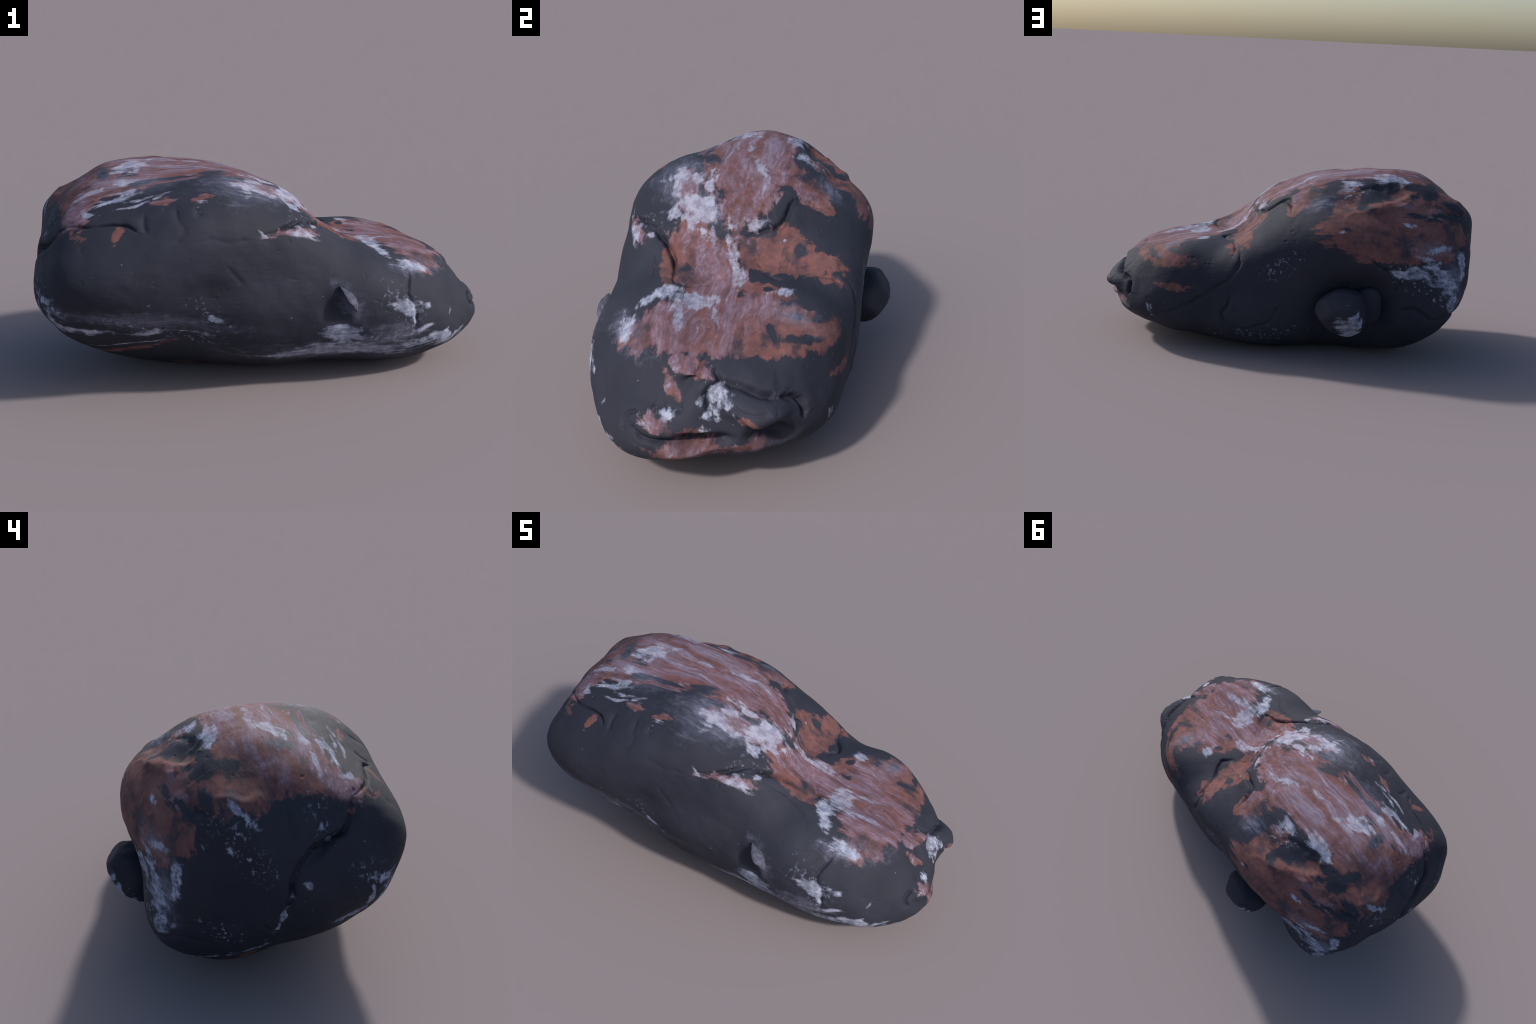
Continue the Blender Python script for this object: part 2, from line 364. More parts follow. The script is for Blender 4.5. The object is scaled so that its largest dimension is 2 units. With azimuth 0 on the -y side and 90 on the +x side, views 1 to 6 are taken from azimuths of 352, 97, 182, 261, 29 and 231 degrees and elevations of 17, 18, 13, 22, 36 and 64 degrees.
# ------------------------------------------------------------------ paint
# Brush strokes and daubs on the clay: place, start, end, half width (metres)
TERRACOTTA = [
    ("shoulder", (-0.051, -0.261, 0.866), (0.145, -0.200, 0.774), 0.040),
    ("side patch", (-0.289, -0.408, 0.859), (-0.239, -0.403, 0.863), 0.012),
    ("side patch", (-0.448, -0.384, 0.847), (-0.395, -0.389, 0.857), 0.009),
    ("temple", (0.029, -0.473, 0.706), (0.145, -0.421, 0.691), 0.016),
    ("head", (0.608, -0.192, 0.543), (0.541, 0.062, 0.547), 0.065),
    ("hump right", (-0.161, 0.084, 0.907), (-0.083, 0.228, 0.833), 0.065),
    ("hump right", (-0.029, 0.254, 0.794), (-0.035, 0.315, 0.762), 0.022),
    ("head", (0.701, -0.244, 0.511), (0.685, 0.064, 0.514), 0.095),
    ("head", (0.651, 0.060, 0.523), (0.633, 0.324, 0.508), 0.075),
    ("head brush ends", (0.748, 0.125, 0.492), (0.718, 0.243, 0.494), 0.045),
    ("head side", (0.588, 0.302, 0.537), (0.562, 0.373, 0.500), 0.032),
    ("neck", (0.324, -0.211, 0.626), (0.206, -0.182, 0.723), 0.075),
    ("neck", (0.287, -0.081, 0.619), (0.458, -0.072, 0.549), 0.095),
    ("cheek", (0.209, 0.036, 0.638), (0.221, 0.303, 0.610), 0.062),
    ("cheek", (0.143, 0.178, 0.684), (0.172, 0.221, 0.653), 0.040),
    ("cheek tail", (0.280, 0.327, 0.569), (0.276, 0.358, 0.559), 0.022),
    ("throat", (0.402, 0.052, 0.568), (0.478, 0.174, 0.566), 0.045),
    ("lip", (0.972, -0.134, 0.187), (0.898, 0.117, 0.178), 0.022),
    ("lip", (0.981, -0.088, 0.246), (0.967, -0.048, 0.264), 0.012),
    ("chin flecks", (0.836, -0.128, 0.463), (0.825, -0.053, 0.443), 0.018),
    ("chin flecks", (0.867, -0.153, 0.416), (0.881, -0.125, 0.387), 0.009),
    ("chin flecks", (0.851, -0.066, 0.436), (0.868, -0.041, 0.432), 0.012),
    ("snout fleck", (0.953, -0.198, 0.304), (0.969, -0.161, 0.282), 0.017),
    ("snout fleck", (0.948, 0.125, 0.309), (0.948, 0.150, 0.294), 0.016),
    ("hump", (0.097, -0.011, 0.797), (-0.443, 0.055, 0.954), 0.115),
    ("hump", (-0.033, -0.112, 0.880), (-0.411, -0.127, 0.930), 0.085),
    ("hump edge", (-0.326, -0.199, 0.916), (-0.628, -0.228, 0.884), 0.050),
    ("hump", (-0.446, 0.012, 0.956), (-0.700, -0.006, 0.932), 0.100),
    ("hump shoulder", (-0.066, 0.269, 0.803), (-0.102, 0.144, 0.873), 0.045),
    ("hump shoulder", (-0.278, 0.371, 0.796), (-0.323, 0.256, 0.868), 0.045),
    ("rear top", (-0.661, -0.148, 0.914), (-0.803, -0.277, 0.803), 0.058),
    ("rear", (-0.738, -0.115, 0.898), (-0.862, 0.105, 0.832), 0.080),
    ("rear", (-0.702, 0.100, 0.915), (-0.850, 0.066, 0.839), 0.070),
    ("ridge", (-0.246, 0.454, 0.726), (-0.596, 0.234, 0.875), 0.038),
    ("ridge", (-0.360, 0.465, 0.714), (-0.762, 0.232, 0.828), 0.055),
    ("flank", (-0.531, 0.447, 0.672), (-0.815, 0.339, 0.664), 0.070),
    ("flank", (-0.313, 0.491, 0.664), (-0.830, 0.322, 0.679), 0.072),
    ("flank", (-0.431, 0.491, 0.584), (-0.712, 0.413, 0.583), 0.030),
    ("flank", (-0.224, 0.434, 0.744), (-0.461, 0.377, 0.776), 0.040),
    ("flank top", (-0.462, 0.335, 0.808), (-0.811, 0.226, 0.808), 0.042),
    ("shoulder", (-0.026, 0.258, 0.790), (-0.102, 0.259, 0.824), 0.030),
    ("jaw", (0.614, 0.401, 0.352), (0.512, 0.424, 0.349), 0.012),
    ("head side", (0.717, 0.229, 0.499), (0.533, 0.377, 0.502), 0.024),
    ("rear", (-0.815, 0.132, 0.853), (-0.822, -0.061, 0.852), 0.062),
    ("rear", (-0.746, -0.100, 0.898), (-0.808, -0.139, 0.853), 0.062),
    ("rear band", (-0.814, -0.138, 0.848), (-0.795, -0.334, 0.783), 0.040),
    ("rear corner", (-0.424, 0.444, 0.727), (-0.577, 0.443, 0.644), 0.058),
    ("rear corner", (-0.657, 0.417, 0.635), (-0.820, 0.319, 0.691), 0.050),
    ("rear drip", (-0.738, 0.393, 0.620), (-0.801, 0.377, 0.589), 0.032),
    ("rear tab", (-0.744, 0.243, 0.828), (-0.795, 0.220, 0.822), 0.028),
    ("rear drip", (-0.882, 0.004, 0.804), (-0.905, 0.009, 0.783), 0.014),
    ("side smear", (-0.820, -0.226, 0.815), (-0.713, -0.205, 0.875), 0.042),
    ("side smear", (-0.810, -0.312, 0.782), (-0.781, -0.352, 0.781), 0.034),
    ("side fleck", (-0.635, -0.480, 0.735), (-0.622, -0.455, 0.760), 0.009),
    ("belly", (-0.760, -0.209, 0.162), (-0.516, -0.379, 0.222), 0.016),
    ("belly", (-0.35, -0.20, 0.00), (0.20, -0.10, 0.00), 0.070),
    ("belly", (-0.75, 0.10, 0.12), (-0.50, 0.20, 0.02), 0.050),
]
WHITE = [
    ("side patch", (-0.288, -0.418, 0.853), (-0.257, -0.419, 0.853), 0.010),
    ("side patch", (-0.455, -0.358, 0.860), (-0.413, -0.346, 0.875), 0.008),
    ("hump side", (-0.108, -0.174, 0.898), (-0.033, -0.142, 0.878), 0.010),
    ("hump side", (-0.323, -0.196, 0.917), (-0.278, -0.190, 0.918), 0.014),
    ("hump", (-0.198, 0.003, 0.926), (-0.059, 0.056, 0.874), 0.014),
    ("hump", (-0.061, -0.135, 0.888), (0.066, -0.110, 0.837), 0.009),
    ("neck", (0.159, -0.126, 0.773), (0.229, -0.098, 0.685), 0.014),
    ("head", (0.485, -0.197, 0.567), (0.676, -0.152, 0.519), 0.012),
    ("head", (0.237, -0.023, 0.644), (0.426, 0.029, 0.561), 0.013),
    ("head", (0.506, -0.058, 0.547), (0.705, -0.021, 0.506), 0.008),
    ("head edge", (0.521, -0.305, 0.543), (0.475, -0.239, 0.570), 0.030),
    ("head edge", (0.591, -0.357, 0.500), (0.693, -0.322, 0.476), 0.020),
    ("head", (0.517, -0.155, 0.548), (0.495, -0.080, 0.542), 0.048),
    ("neck ribbon", (0.208, -0.013, 0.677), (0.299, -0.001, 0.595), 0.015),
    ("neck ribbon", (0.151, -0.063, 0.772), (0.241, -0.039, 0.646), 0.010),
    ("curtain", (0.170, -0.008, 0.728), (0.116, 0.085, 0.746), 0.024),
    ("shoulder", (0.081, -0.225, 0.811), (0.152, -0.141, 0.780), 0.058),
    ("shoulder streak", (-0.157, -0.315, 0.886), (0.029, -0.240, 0.836), 0.013),
    ("shoulder streak", (-0.076, -0.150, 0.891), (0.061, -0.140, 0.840), 0.010),
    ("shoulder", (0.076, -0.241, 0.807), (0.160, -0.166, 0.772), 0.040),
    ("shoulder", (-0.075, -0.308, 0.864), (-0.030, -0.224, 0.867), 0.042),
    ("hump", (-0.017, -0.169, 0.871), (0.049, -0.127, 0.846), 0.022),
    ("hump", (-0.111, 0.048, 0.896), (-0.054, 0.075, 0.868), 0.022),
    ("hump", (-0.269, 0.170, 0.907), (-0.302, 0.216, 0.889), 0.030),
    ("nose", (0.912, -0.018, 0.359), (0.903, 0.023, 0.383), 0.017),
    ("nose", (0.924, 0.011, 0.329), (0.917, 0.059, 0.366), 0.015),
    ("nose", (0.938, 0.087, 0.331), (0.940, 0.091, 0.329), 0.006),
    ("nose", (0.937, -0.019, 0.311), (0.931, 0.014, 0.311), 0.007),
    ("cheek daub", (0.450, 0.166, 0.570), (0.427, 0.204, 0.573), 0.020),
    ("snout daub", (0.939, -0.141, 0.323), (0.947, -0.122, 0.314), 0.011),
    ("temple", (0.114, -0.450, 0.687), (0.126, -0.426, 0.702), 0.020),
    ("temple", (0.193, -0.363, 0.692), (0.201, -0.351, 0.690), 0.008),
    ("crest", (-0.541, -0.145, 0.928), (-0.477, -0.032, 0.954), 0.016),
    ("snout daub", (0.946, -0.212, 0.309), (0.966, -0.196, 0.283), 0.014),
    ("cheek", (0.631, -0.486, 0.362), (0.678, -0.469, 0.334), 0.016),
    ("jaw", (0.681, 0.379, 0.227), (0.680, 0.368, 0.192), 0.007),
    ("lip daub", (0.962, -0.040, 0.270), (0.953, -0.021, 0.270), 0.008),
    ("cheek fleck", (0.797, -0.398, 0.293), (0.803, -0.386, 0.306), 0.006),
    ("cheek specks", (0.155, 0.159, 0.671), (0.153, 0.174, 0.673), 0.007),
    ("neck", (0.200, -0.163, 0.732), (0.226, -0.134, 0.699), 0.014),
    ("crown", (-0.469, 0.149, 0.931), (-0.578, 0.163, 0.920), 0.036),
    ("crown", (-0.539, -0.048, 0.954), (-0.603, -0.110, 0.937), 0.040),
    ("hump", (-0.272, 0.179, 0.903), (-0.340, 0.195, 0.904), 0.032),
    ("side streak", (-0.517, -0.277, 0.882), (-0.686, -0.304, 0.835), 0.024),
    ("side streak", (-0.506, -0.363, 0.846), (-0.608, -0.358, 0.825), 0.009),
    ("hump", (-0.068, 0.071, 0.875), (-0.122, 0.052, 0.899), 0.022),
    ("hump", (-0.253, -0.025, 0.936), (-0.307, -0.027, 0.942), 0.018),
    ("shoulder", (0.188, -0.180, 0.743), (0.098, -0.319, 0.770), 0.030),
    ("shoulder", (0.065, -0.274, 0.805), (-0.110, -0.303, 0.877), 0.030),
    ("rear", (-0.916, 0.116, 0.796), (-0.937, 0.061, 0.759), 0.014),
    ("corner", (-0.713, 0.420, 0.557), (-0.855, 0.387, 0.416), 0.036),
    ("corner", (-0.883, 0.341, 0.556), (-0.907, 0.333, 0.493), 0.020),
    ("neck", (0.365, 0.012, 0.574), (0.237, -0.023, 0.644), 0.024),
    ("side streak", (-0.696, -0.281, 0.844), (-0.613, -0.309, 0.850), 0.009),
    ("side streak", (-0.613, -0.327, 0.840), (-0.502, -0.339, 0.859), 0.011),
    ("side daub", (-0.590, -0.203, 0.901), (-0.525, -0.228, 0.898), 0.024),
    ("side daub", (-0.742, -0.222, 0.857), (-0.656, -0.210, 0.887), 0.009),
    ("side daub", (-0.762, -0.313, 0.808), (-0.734, -0.341, 0.804), 0.016),
    ("shoulder", (0.057, -0.223, 0.826), (0.154, -0.226, 0.761), 0.018),
    ("temple", (0.070, -0.464, 0.695), (0.157, -0.428, 0.679), 0.022),
    ("temple", (-0.044, -0.485, 0.723), (-0.017, -0.488, 0.703), 0.010),
    ("belly", (-0.915, -0.404, 0.367), (-0.706, -0.452, 0.323), 0.016),
    ("belly", (-0.606, -0.464, 0.319), (-0.403, -0.475, 0.310), 0.013),
    ("belly", (-0.403, -0.481, 0.318), (-0.256, -0.502, 0.298), 0.006),
    ("belly", (-0.850, -0.262, 0.223), (-0.496, -0.423, 0.260), 0.005),
    ("belly", (-0.220, -0.504, 0.284), (-0.127, -0.514, 0.280), 0.003),
    ("belly", (-0.004, -0.437, 0.157), (0.267, -0.454, 0.164), 0.026),
    ("belly", (0.236, -0.463, 0.179), (0.643, -0.438, 0.132), 0.052),
    ("belly", (0.247, -0.502, 0.250), (0.334, -0.507, 0.239), 0.042),
    ("belly", (0.516, -0.488, 0.190), (0.859, -0.347, 0.142), 0.040),
    ("belly", (0.661, -0.471, 0.197), (0.865, -0.345, 0.146), 0.034),
    ("belly", (0.634, -0.491, 0.238), (0.677, -0.479, 0.250), 0.014),
    ("cheek", (0.535, -0.515, 0.387), (0.625, -0.496, 0.323), 0.026),
    ("cheek", (0.603, -0.505, 0.322), (0.621, -0.499, 0.273), 0.009),
    ("cheek fleck", (0.800, -0.386, 0.308), (0.801, -0.398, 0.285), 0.007),
    ("flank fleck", (-0.283, -0.537, 0.403), (-0.233, -0.531, 0.357), 0.014),
    ("flank fleck", (-0.530, -0.553, 0.458), (-0.516, -0.561, 0.483), 0.004),
    ("rear edge", (-0.951, -0.362, 0.354), (-0.976, -0.366, 0.472), 0.013),
    ("corner", (-0.639, 0.444, 0.507), (-0.770, 0.419, 0.449), 0.026),
    ("corner", (-0.766, 0.408, 0.516), (-0.868, 0.381, 0.375), 0.034),
    ("corner", (-0.835, 0.406, 0.380), (-0.855, 0.397, 0.339), 0.024),
    ("corner", (-0.551, 0.463, 0.516), (-0.611, 0.450, 0.497), 0.016),
    ("rear edge", (-0.894, 0.318, 0.592), (-0.911, 0.328, 0.495), 0.009),
    ("flank", (-0.721, 0.406, 0.600), (-0.810, 0.361, 0.626), 0.017),
    ("flank daub", (-0.583, 0.384, 0.738), (-0.608, 0.381, 0.732), 0.009),
    ("jaw daub", (0.696, 0.373, 0.232), (0.684, 0.369, 0.201), 0.012),
    ("flank hook", (-0.269, 0.477, 0.693), (-0.301, 0.471, 0.708), 0.006),
    ("crown", (-0.503, 0.153, 0.930), (-0.576, 0.186, 0.909), 0.014),
    ("crown", (-0.266, 0.199, 0.894), (-0.344, 0.205, 0.899), 0.025),
    ("rear edge", (-0.769, 0.406, 0.526), (-0.872, 0.378, 0.355), 0.024),
    ("rear edge", (-0.884, 0.333, 0.576), (-0.898, 0.341, 0.485), 0.013),
    ("rear daub", (-0.908, 0.107, 0.803), (-0.940, 0.060, 0.753), 0.012),
    ("rear daub", (-0.961, 0.143, 0.677), (-0.962, 0.134, 0.636), 0.012),
    ("rear crack", (-0.942, -0.222, 0.648), (-0.915, -0.286, 0.669), 0.006),
    ("rear low", (-0.966, -0.380, 0.495), (-0.912, -0.459, 0.461), 0.013),
    ("rear low", (-0.895, -0.395, 0.338), (-0.924, -0.440, 0.431), 0.022),
    ("rear low", (-0.933, -0.257, 0.317), (-0.920, -0.347, 0.337), 0.016),
    ("rear low", (-0.750, 0.304, 0.125), (-0.843, 0.107, 0.165), 0.008),
    ("rear low", (-0.846, 0.139, 0.172), (-0.873, -0.001, 0.209), 0.010),
    ("rear crack", (-0.941, -0.006, 0.299), (-0.991, -0.065, 0.441), 0.010),
    ("rear fleck", (-0.995, -0.130, 0.518), (-0.995, -0.144, 0.512), 0.009),
    ("rear fleck", (-0.925, -0.186, 0.705), (-0.930, -0.185, 0.696), 0.006),
    ("rear fleck", (-0.927, 0.233, 0.667), (-0.933, 0.223, 0.661), 0.010),
    ("belly", (-0.55, -0.05, 0.00), (-0.05, 0.05, 0.00), 0.035),
    ("belly", (0.15, 0.15, 0.00), (0.50, 0.10, 0.02), 0.045),
    ("knob face", (-0.33, 0.56, 0.22), (-0.38, 0.52, 0.16), 0.062),
    ("knob face", (-0.355, 0.57, 0.27), (-0.375, 0.55, 0.20), 0.040),
    ("knob face", (-0.29, 0.57, 0.19), (-0.30, 0.55, 0.17), 0.026),
]
PINK = [
    ("hump", (-0.049, -0.083, 0.886), (-0.432, -0.108, 0.936), 0.080),
    ("hump edge", (-0.381, -0.184, 0.917), (-0.606, -0.214, 0.894), 0.038),
    ("hump right", (-0.077, 0.104, 0.874), (-0.047, 0.200, 0.830), 0.040),
    ("rear", (-0.709, -0.188, 0.884), (-0.794, -0.285, 0.804), 0.035),
    ("shoulder", (-0.404, -0.238, 0.905), (-0.196, -0.257, 0.905), 0.045),
    ("shoulder", (-0.057, -0.253, 0.870), (0.152, -0.192, 0.772), 0.055),
    ("temple", (0.001, -0.482, 0.706), (0.156, -0.421, 0.684), 0.040),
    ("lip", (0.955, -0.053, 0.192), (0.904, 0.109, 0.182), 0.025),
    ("side patch", (-0.460, -0.385, 0.843), (-0.239, -0.403, 0.863), 0.030),
    ("hump right", (-0.231, 0.087, 0.924), (-0.228, 0.206, 0.884), 0.050),
    ("head", (0.608, -0.192, 0.543), (0.522, 0.041, 0.548), 0.060),
    ("hump", (0.097, -0.011, 0.797), (-0.404, 0.023, 0.954), 0.120),
    ("hump", (-0.311, 0.052, 0.942), (-0.453, 0.063, 0.954), 0.080),
    ("crown", (-0.559, 0.030, 0.957), (-0.669, -0.000, 0.941), 0.070),
    ("head", (0.719, -0.015, 0.500), (0.357, -0.048, 0.571), 0.075),
    ("head", (0.750, -0.189, 0.506), (0.651, 0.015, 0.521), 0.070),
    ("chin", (0.845, -0.143, 0.457), (0.840, -0.059, 0.432), 0.050),
    ("snout", (0.954, -0.202, 0.304), (0.967, -0.191, 0.284), 0.030),
    ("neck", (0.236, -0.118, 0.683), (0.441, -0.066, 0.552), 0.060),
    ("rear end", (-0.785, -0.297, 0.803), (-0.798, -0.333, 0.780), 0.040),
    ("temple", (-0.012, -0.461, 0.743), (0.151, -0.436, 0.677), 0.050),
    ("side smear", (-0.810, -0.305, 0.785), (-0.781, -0.358, 0.778), 0.035),
    ("shoulder", (0.065, -0.440, 0.726), (0.182, -0.288, 0.723), 0.040),
    ("side daub", (-0.456, -0.345, 0.867), (-0.423, -0.392, 0.847), 0.025),
    ("side daub", (-0.293, -0.382, 0.875), (-0.259, -0.409, 0.860), 0.025),
    ("rear", (-0.643, 0.295, 0.817), (-0.734, 0.290, 0.788), 0.028),
    ("rear", (-0.769, -0.012, 0.892), (-0.802, -0.050, 0.869), 0.040),
]
BARE = [
    ("head side", (0.723, 0.192, 0.498), (0.650, 0.334, 0.488), 0.013),
    ("head side", (0.609, 0.215, 0.541), (0.513, 0.370, 0.514), 0.016),
    ("head side", (0.651, 0.148, 0.527), (0.738, 0.193, 0.491), 0.014),
    ("hump dark", (-0.486, -0.222, 0.903), (-0.559, -0.240, 0.890), 0.018),
    ("side dark", (-0.264, -0.192, 0.918), (-0.150, -0.146, 0.910), 0.020),
    ("side dark", (-0.462, -0.227, 0.904), (-0.299, -0.212, 0.916), 0.014),
    ("temple hole", (0.066, -0.369, 0.771), (0.066, -0.306, 0.794), 0.032),
    ("neck slit", (0.185, -0.006, 0.703), (0.158, 0.070, 0.695), 0.009),
    ("brow", (0.097, 0.113, 0.757), (0.062, 0.160, 0.774), 0.030),
    ("brow round", (0.064, 0.221, 0.745), (0.070, 0.282, 0.717), 0.058),
    ("neck stain", (0.353, -0.206, 0.606), (0.339, -0.189, 0.612), 0.016),
    ("cheek stain", (0.181, 0.221, 0.645), (0.188, 0.242, 0.638), 0.022),
    ("crown hollow", (-0.470, 0.267, 0.861), (-0.538, 0.204, 0.902), 0.038),
    ("hump patch", (-0.144, -0.178, 0.906), (-0.240, -0.208, 0.915), 0.020),
    ("rear hole", (-0.729, -0.168, 0.886), (-0.757, -0.164, 0.874), 0.011),
    ("rear patch", (-0.612, 0.203, 0.892), (-0.690, 0.164, 0.895), 0.030),
    ("rear hollow", (-0.360, 0.327, 0.822), (-0.545, 0.235, 0.881), 0.028),
    ("rear patch", (-0.715, 0.232, 0.848), (-0.742, 0.181, 0.869), 0.040),
    ("rear patch", (-0.795, 0.220, 0.822), (-0.859, 0.199, 0.800), 0.028),
    ("rear patch", (-0.724, 0.147, 0.891), (-0.749, 0.083, 0.894), 0.030),
    ("rear patch", (-0.681, -0.059, 0.935), (-0.664, -0.140, 0.916), 0.030),
    ("flank patch", (-0.617, 0.339, 0.778), (-0.687, 0.318, 0.778), 0.024),
    ("shoulder", (-0.140, 0.223, 0.855), (-0.179, 0.235, 0.859), 0.020),
    ("head side", (0.522, 0.270, 0.557), (0.502, 0.332, 0.543), 0.030),
    ("throat", (0.407, 0.119, 0.572), (0.428, 0.141, 0.571), 0.014),
    ("flank patch", (-0.365, 0.354, 0.806), (-0.384, 0.362, 0.799), 0.025),
]
SPECKLE = [
    ("rear specks", (-0.970, 0.084, 0.630), (-0.981, 0.030, 0.572), 0.045),
    ("rear specks", (-0.878, -0.175, 0.782), (-0.918, -0.191, 0.718), 0.035),
    ("rear specks", (-0.959, 0.129, 0.726), (-0.966, 0.095, 0.693), 0.035),
    ("rear specks", (-0.911, 0.193, 0.759), (-0.951, 0.142, 0.739), 0.030),
    ("flank specks", (0.057, 0.470, 0.472), (-0.055, 0.473, 0.548), 0.040),
    ("flank specks", (-0.014, 0.392, 0.142), (0.314, 0.375, 0.106), 0.040),
    ("belly", (-0.674, -0.503, 0.384), (-0.311, -0.468, 0.270), 0.040),
    ("cheek", (0.527, -0.510, 0.406), (0.632, -0.495, 0.270), 0.050),
    ("belly", (0.402, -0.509, 0.234), (0.557, -0.486, 0.191), 0.040),
    ("rear low", (-0.934, 0.219, 0.335), (-0.927, 0.160, 0.288), 0.045),
    ("rear low", (-0.970, -0.363, 0.508), (-0.891, -0.467, 0.427), 0.050),
    ("temple", (0.097, -0.432, 0.714), (0.182, -0.288, 0.723), 0.040),
    ("flank", (-0.310, -0.537, 0.415), (-0.220, -0.528, 0.345), 0.035),
    ("crown", (-0.223, 0.329, 0.814), (-0.411, 0.235, 0.884), 0.030),
    ("corner", (-0.570, 0.458, 0.516), (-0.825, 0.412, 0.381), 0.060),
]
HAZE = [
    ("hump", (-0.047, 0.039, 0.870), (-0.424, 0.039, 0.954), 0.060),
    ("crown", (-0.474, -0.072, 0.947), (-0.650, -0.077, 0.940), 0.060),
    ("shoulder", (-0.033, -0.321, 0.842), (0.141, -0.153, 0.787), 0.070),
    ("head side", (0.579, 0.185, 0.547), (0.612, 0.278, 0.536), 0.040),
    ("shoulder", (-0.166, -0.302, 0.893), (0.136, -0.185, 0.786), 0.070),
    ("side", (-0.653, -0.195, 0.895), (-0.444, -0.253, 0.899), 0.050),
    ("head edge", (0.616, -0.359, 0.490), (0.743, -0.281, 0.470), 0.040),
    ("belly band", (0.023, -0.452, 0.173), (0.620, -0.445, 0.137), 0.060),
    ("flank", (-0.660, 0.417, 0.630), (-0.811, 0.367, 0.608), 0.040),
    ("crown", (-0.405, -0.022, 0.950), (-0.571, -0.005, 0.958), 0.070),
    ("shoulder", (-0.137, 0.324, 0.798), (-0.205, 0.314, 0.819), 0.040),
    ("snout", (0.395, -0.497, 0.209), (0.552, -0.498, 0.217), 0.060),
    ("belly", (-0.851, -0.482, 0.430), (-0.311, -0.511, 0.346), 0.035),
    ("rear corner", (-0.842, 0.380, 0.502), (-0.873, 0.375, 0.390), 0.045),
    ("shoulder haze", (-0.131, -0.341, 0.872), (-0.132, -0.243, 0.896), 0.070),
    ("flake", (0.285, -0.545, 0.465), (0.345, -0.540, 0.365), 0.030),
    ("knob face", (-0.32, 0.56, 0.20), (-0.38, 0.54, 0.17), 0.04),
]


class Graph:
    """Short-hand for building a shader node tree."""

    def __init__(self, tree):
        self.tree = tree

    def node(self, kind, settings=(), **inputs):
        n = self.tree.nodes.new(kind)
        for key, value in dict(settings).items():
            setattr(n, key, value)
        for key, value in inputs.items():
            slot = n.inputs[int(key[1:])] if key[0] == "i" and key[1:].isdigit() else n.inputs[key.replace("_", " ")]
            if isinstance(value, bpy.types.NodeSocket):
                self.tree.links.new(value, slot)
            else:
                slot.default_value = value
        return n

    def math(self, op, a, b=0.0, c=0.0, clamp=False):
        return self.node("ShaderNodeMath", {"operation": op, "use_clamp": clamp}, i0=a, i1=b, i2=c).outputs[0]

    def vec(self, op, a, b=(0, 0, 0)):
        n = self.node("ShaderNodeVectorMath", {"operation": op}, i0=a, i1=b)
        return n.outputs["Value"] if op in ("LENGTH", "DOT_PRODUCT") else n.outputs[0]

    def scaled(self, a, s):
        n = self.node("ShaderNodeVectorMath", {"operation": "SCALE"}, i0=a)
        n.inputs["Scale"].default_value = s
        return n.outputs[0]

    def noise(self, vector, scale, detail=3.0, rough=0.5, colour=False, distortion=0.0):
        n = self.node("ShaderNodeTexNoise", Vector=vector, Scale=scale, Detail=detail,
                      Roughness=rough, Distortion=distortion)
        return n.outputs["Color" if colour else "Fac"]

    def step(self, value, lo, hi):
        n = self.node("ShaderNodeMapRange", {"interpolation_type": "SMOOTHSTEP"}, i0=value, i1=lo, i2=hi)
        return n.outputs[0]

    def mix(self, fac, a, b):
        n = self.node("ShaderNodeMix", {"data_type": "RGBA"})
        for slot, value in ((n.inputs[0], fac), (n.inputs[6], a), (n.inputs[7], b)):
            if isinstance(value, bpy.types.NodeSocket):
                self.tree.links.new(value, slot)
            else:
                slot.default_value = value
        return n.outputs[2]

    def strokes(self, where, table):
        """Largest 'paint thickness' of all strokes at a place: > 0 inside a stroke."""
        best = None
        if not table:
            return self.math("ADD", -1.0, 0.0)
        for name, a, b, width in table:
            a, b = Vector(a), Vector(b)
            along = b - a
            length = along.length
            along = along.normalized() if length > 1e-4 else Vector((1, 0, 0))
            out = ((a + b) / 2 - Vector((0.25 * (a.x + b.x), -0.06, 0.43)))
            out = (out - along * out.dot(along)).normalized()
            frame = Matrix((along, out, along.cross(out))).transposed()
            # a vanishing share of the last result keeps the strokes evaluated one by one
            spot = where if best is None else self.node(
                "ShaderNodeVectorMath", {"operation": "MULTIPLY_ADD"}, i0=best, i1=(1e-9, 1e-9, 1e-9), i2=where).outputs[0]
            m = self.node("ShaderNodeMapping", {"vector_type": "TEXTURE"}, Vector=spot)
            m.inputs["Location"].default_value = (a + b) / 2
            m.inputs["Rotation"].default_value = frame.to_euler()
            m.inputs["Scale"].default_value = (length / 2 + width, max(width * 1.2, 0.05), width)
            d = self.vec("LENGTH", m.outputs[0])
            reach = 0.2 * width ** 0.5          # small daubs get a steeper rim
            s = self.math("MULTIPLY_ADD", d, -reach, reach)
            best = s if best is None else self.math("MAXIMUM", best, s)
        return best


def near_strokes(points, table, slack=0.09):
    """The strokes that can show at any of the given surface points."""
    found = []
    for stroke in table:
        name, a, b, width = stroke
        d, _ = polyline_distance(points, [a, np.array(b) + 1e-5])
        if d.min() < width * (1.4 + slack / (0.2 * width ** 0.5)) + 0.05:
            found.append(stroke)
    return found


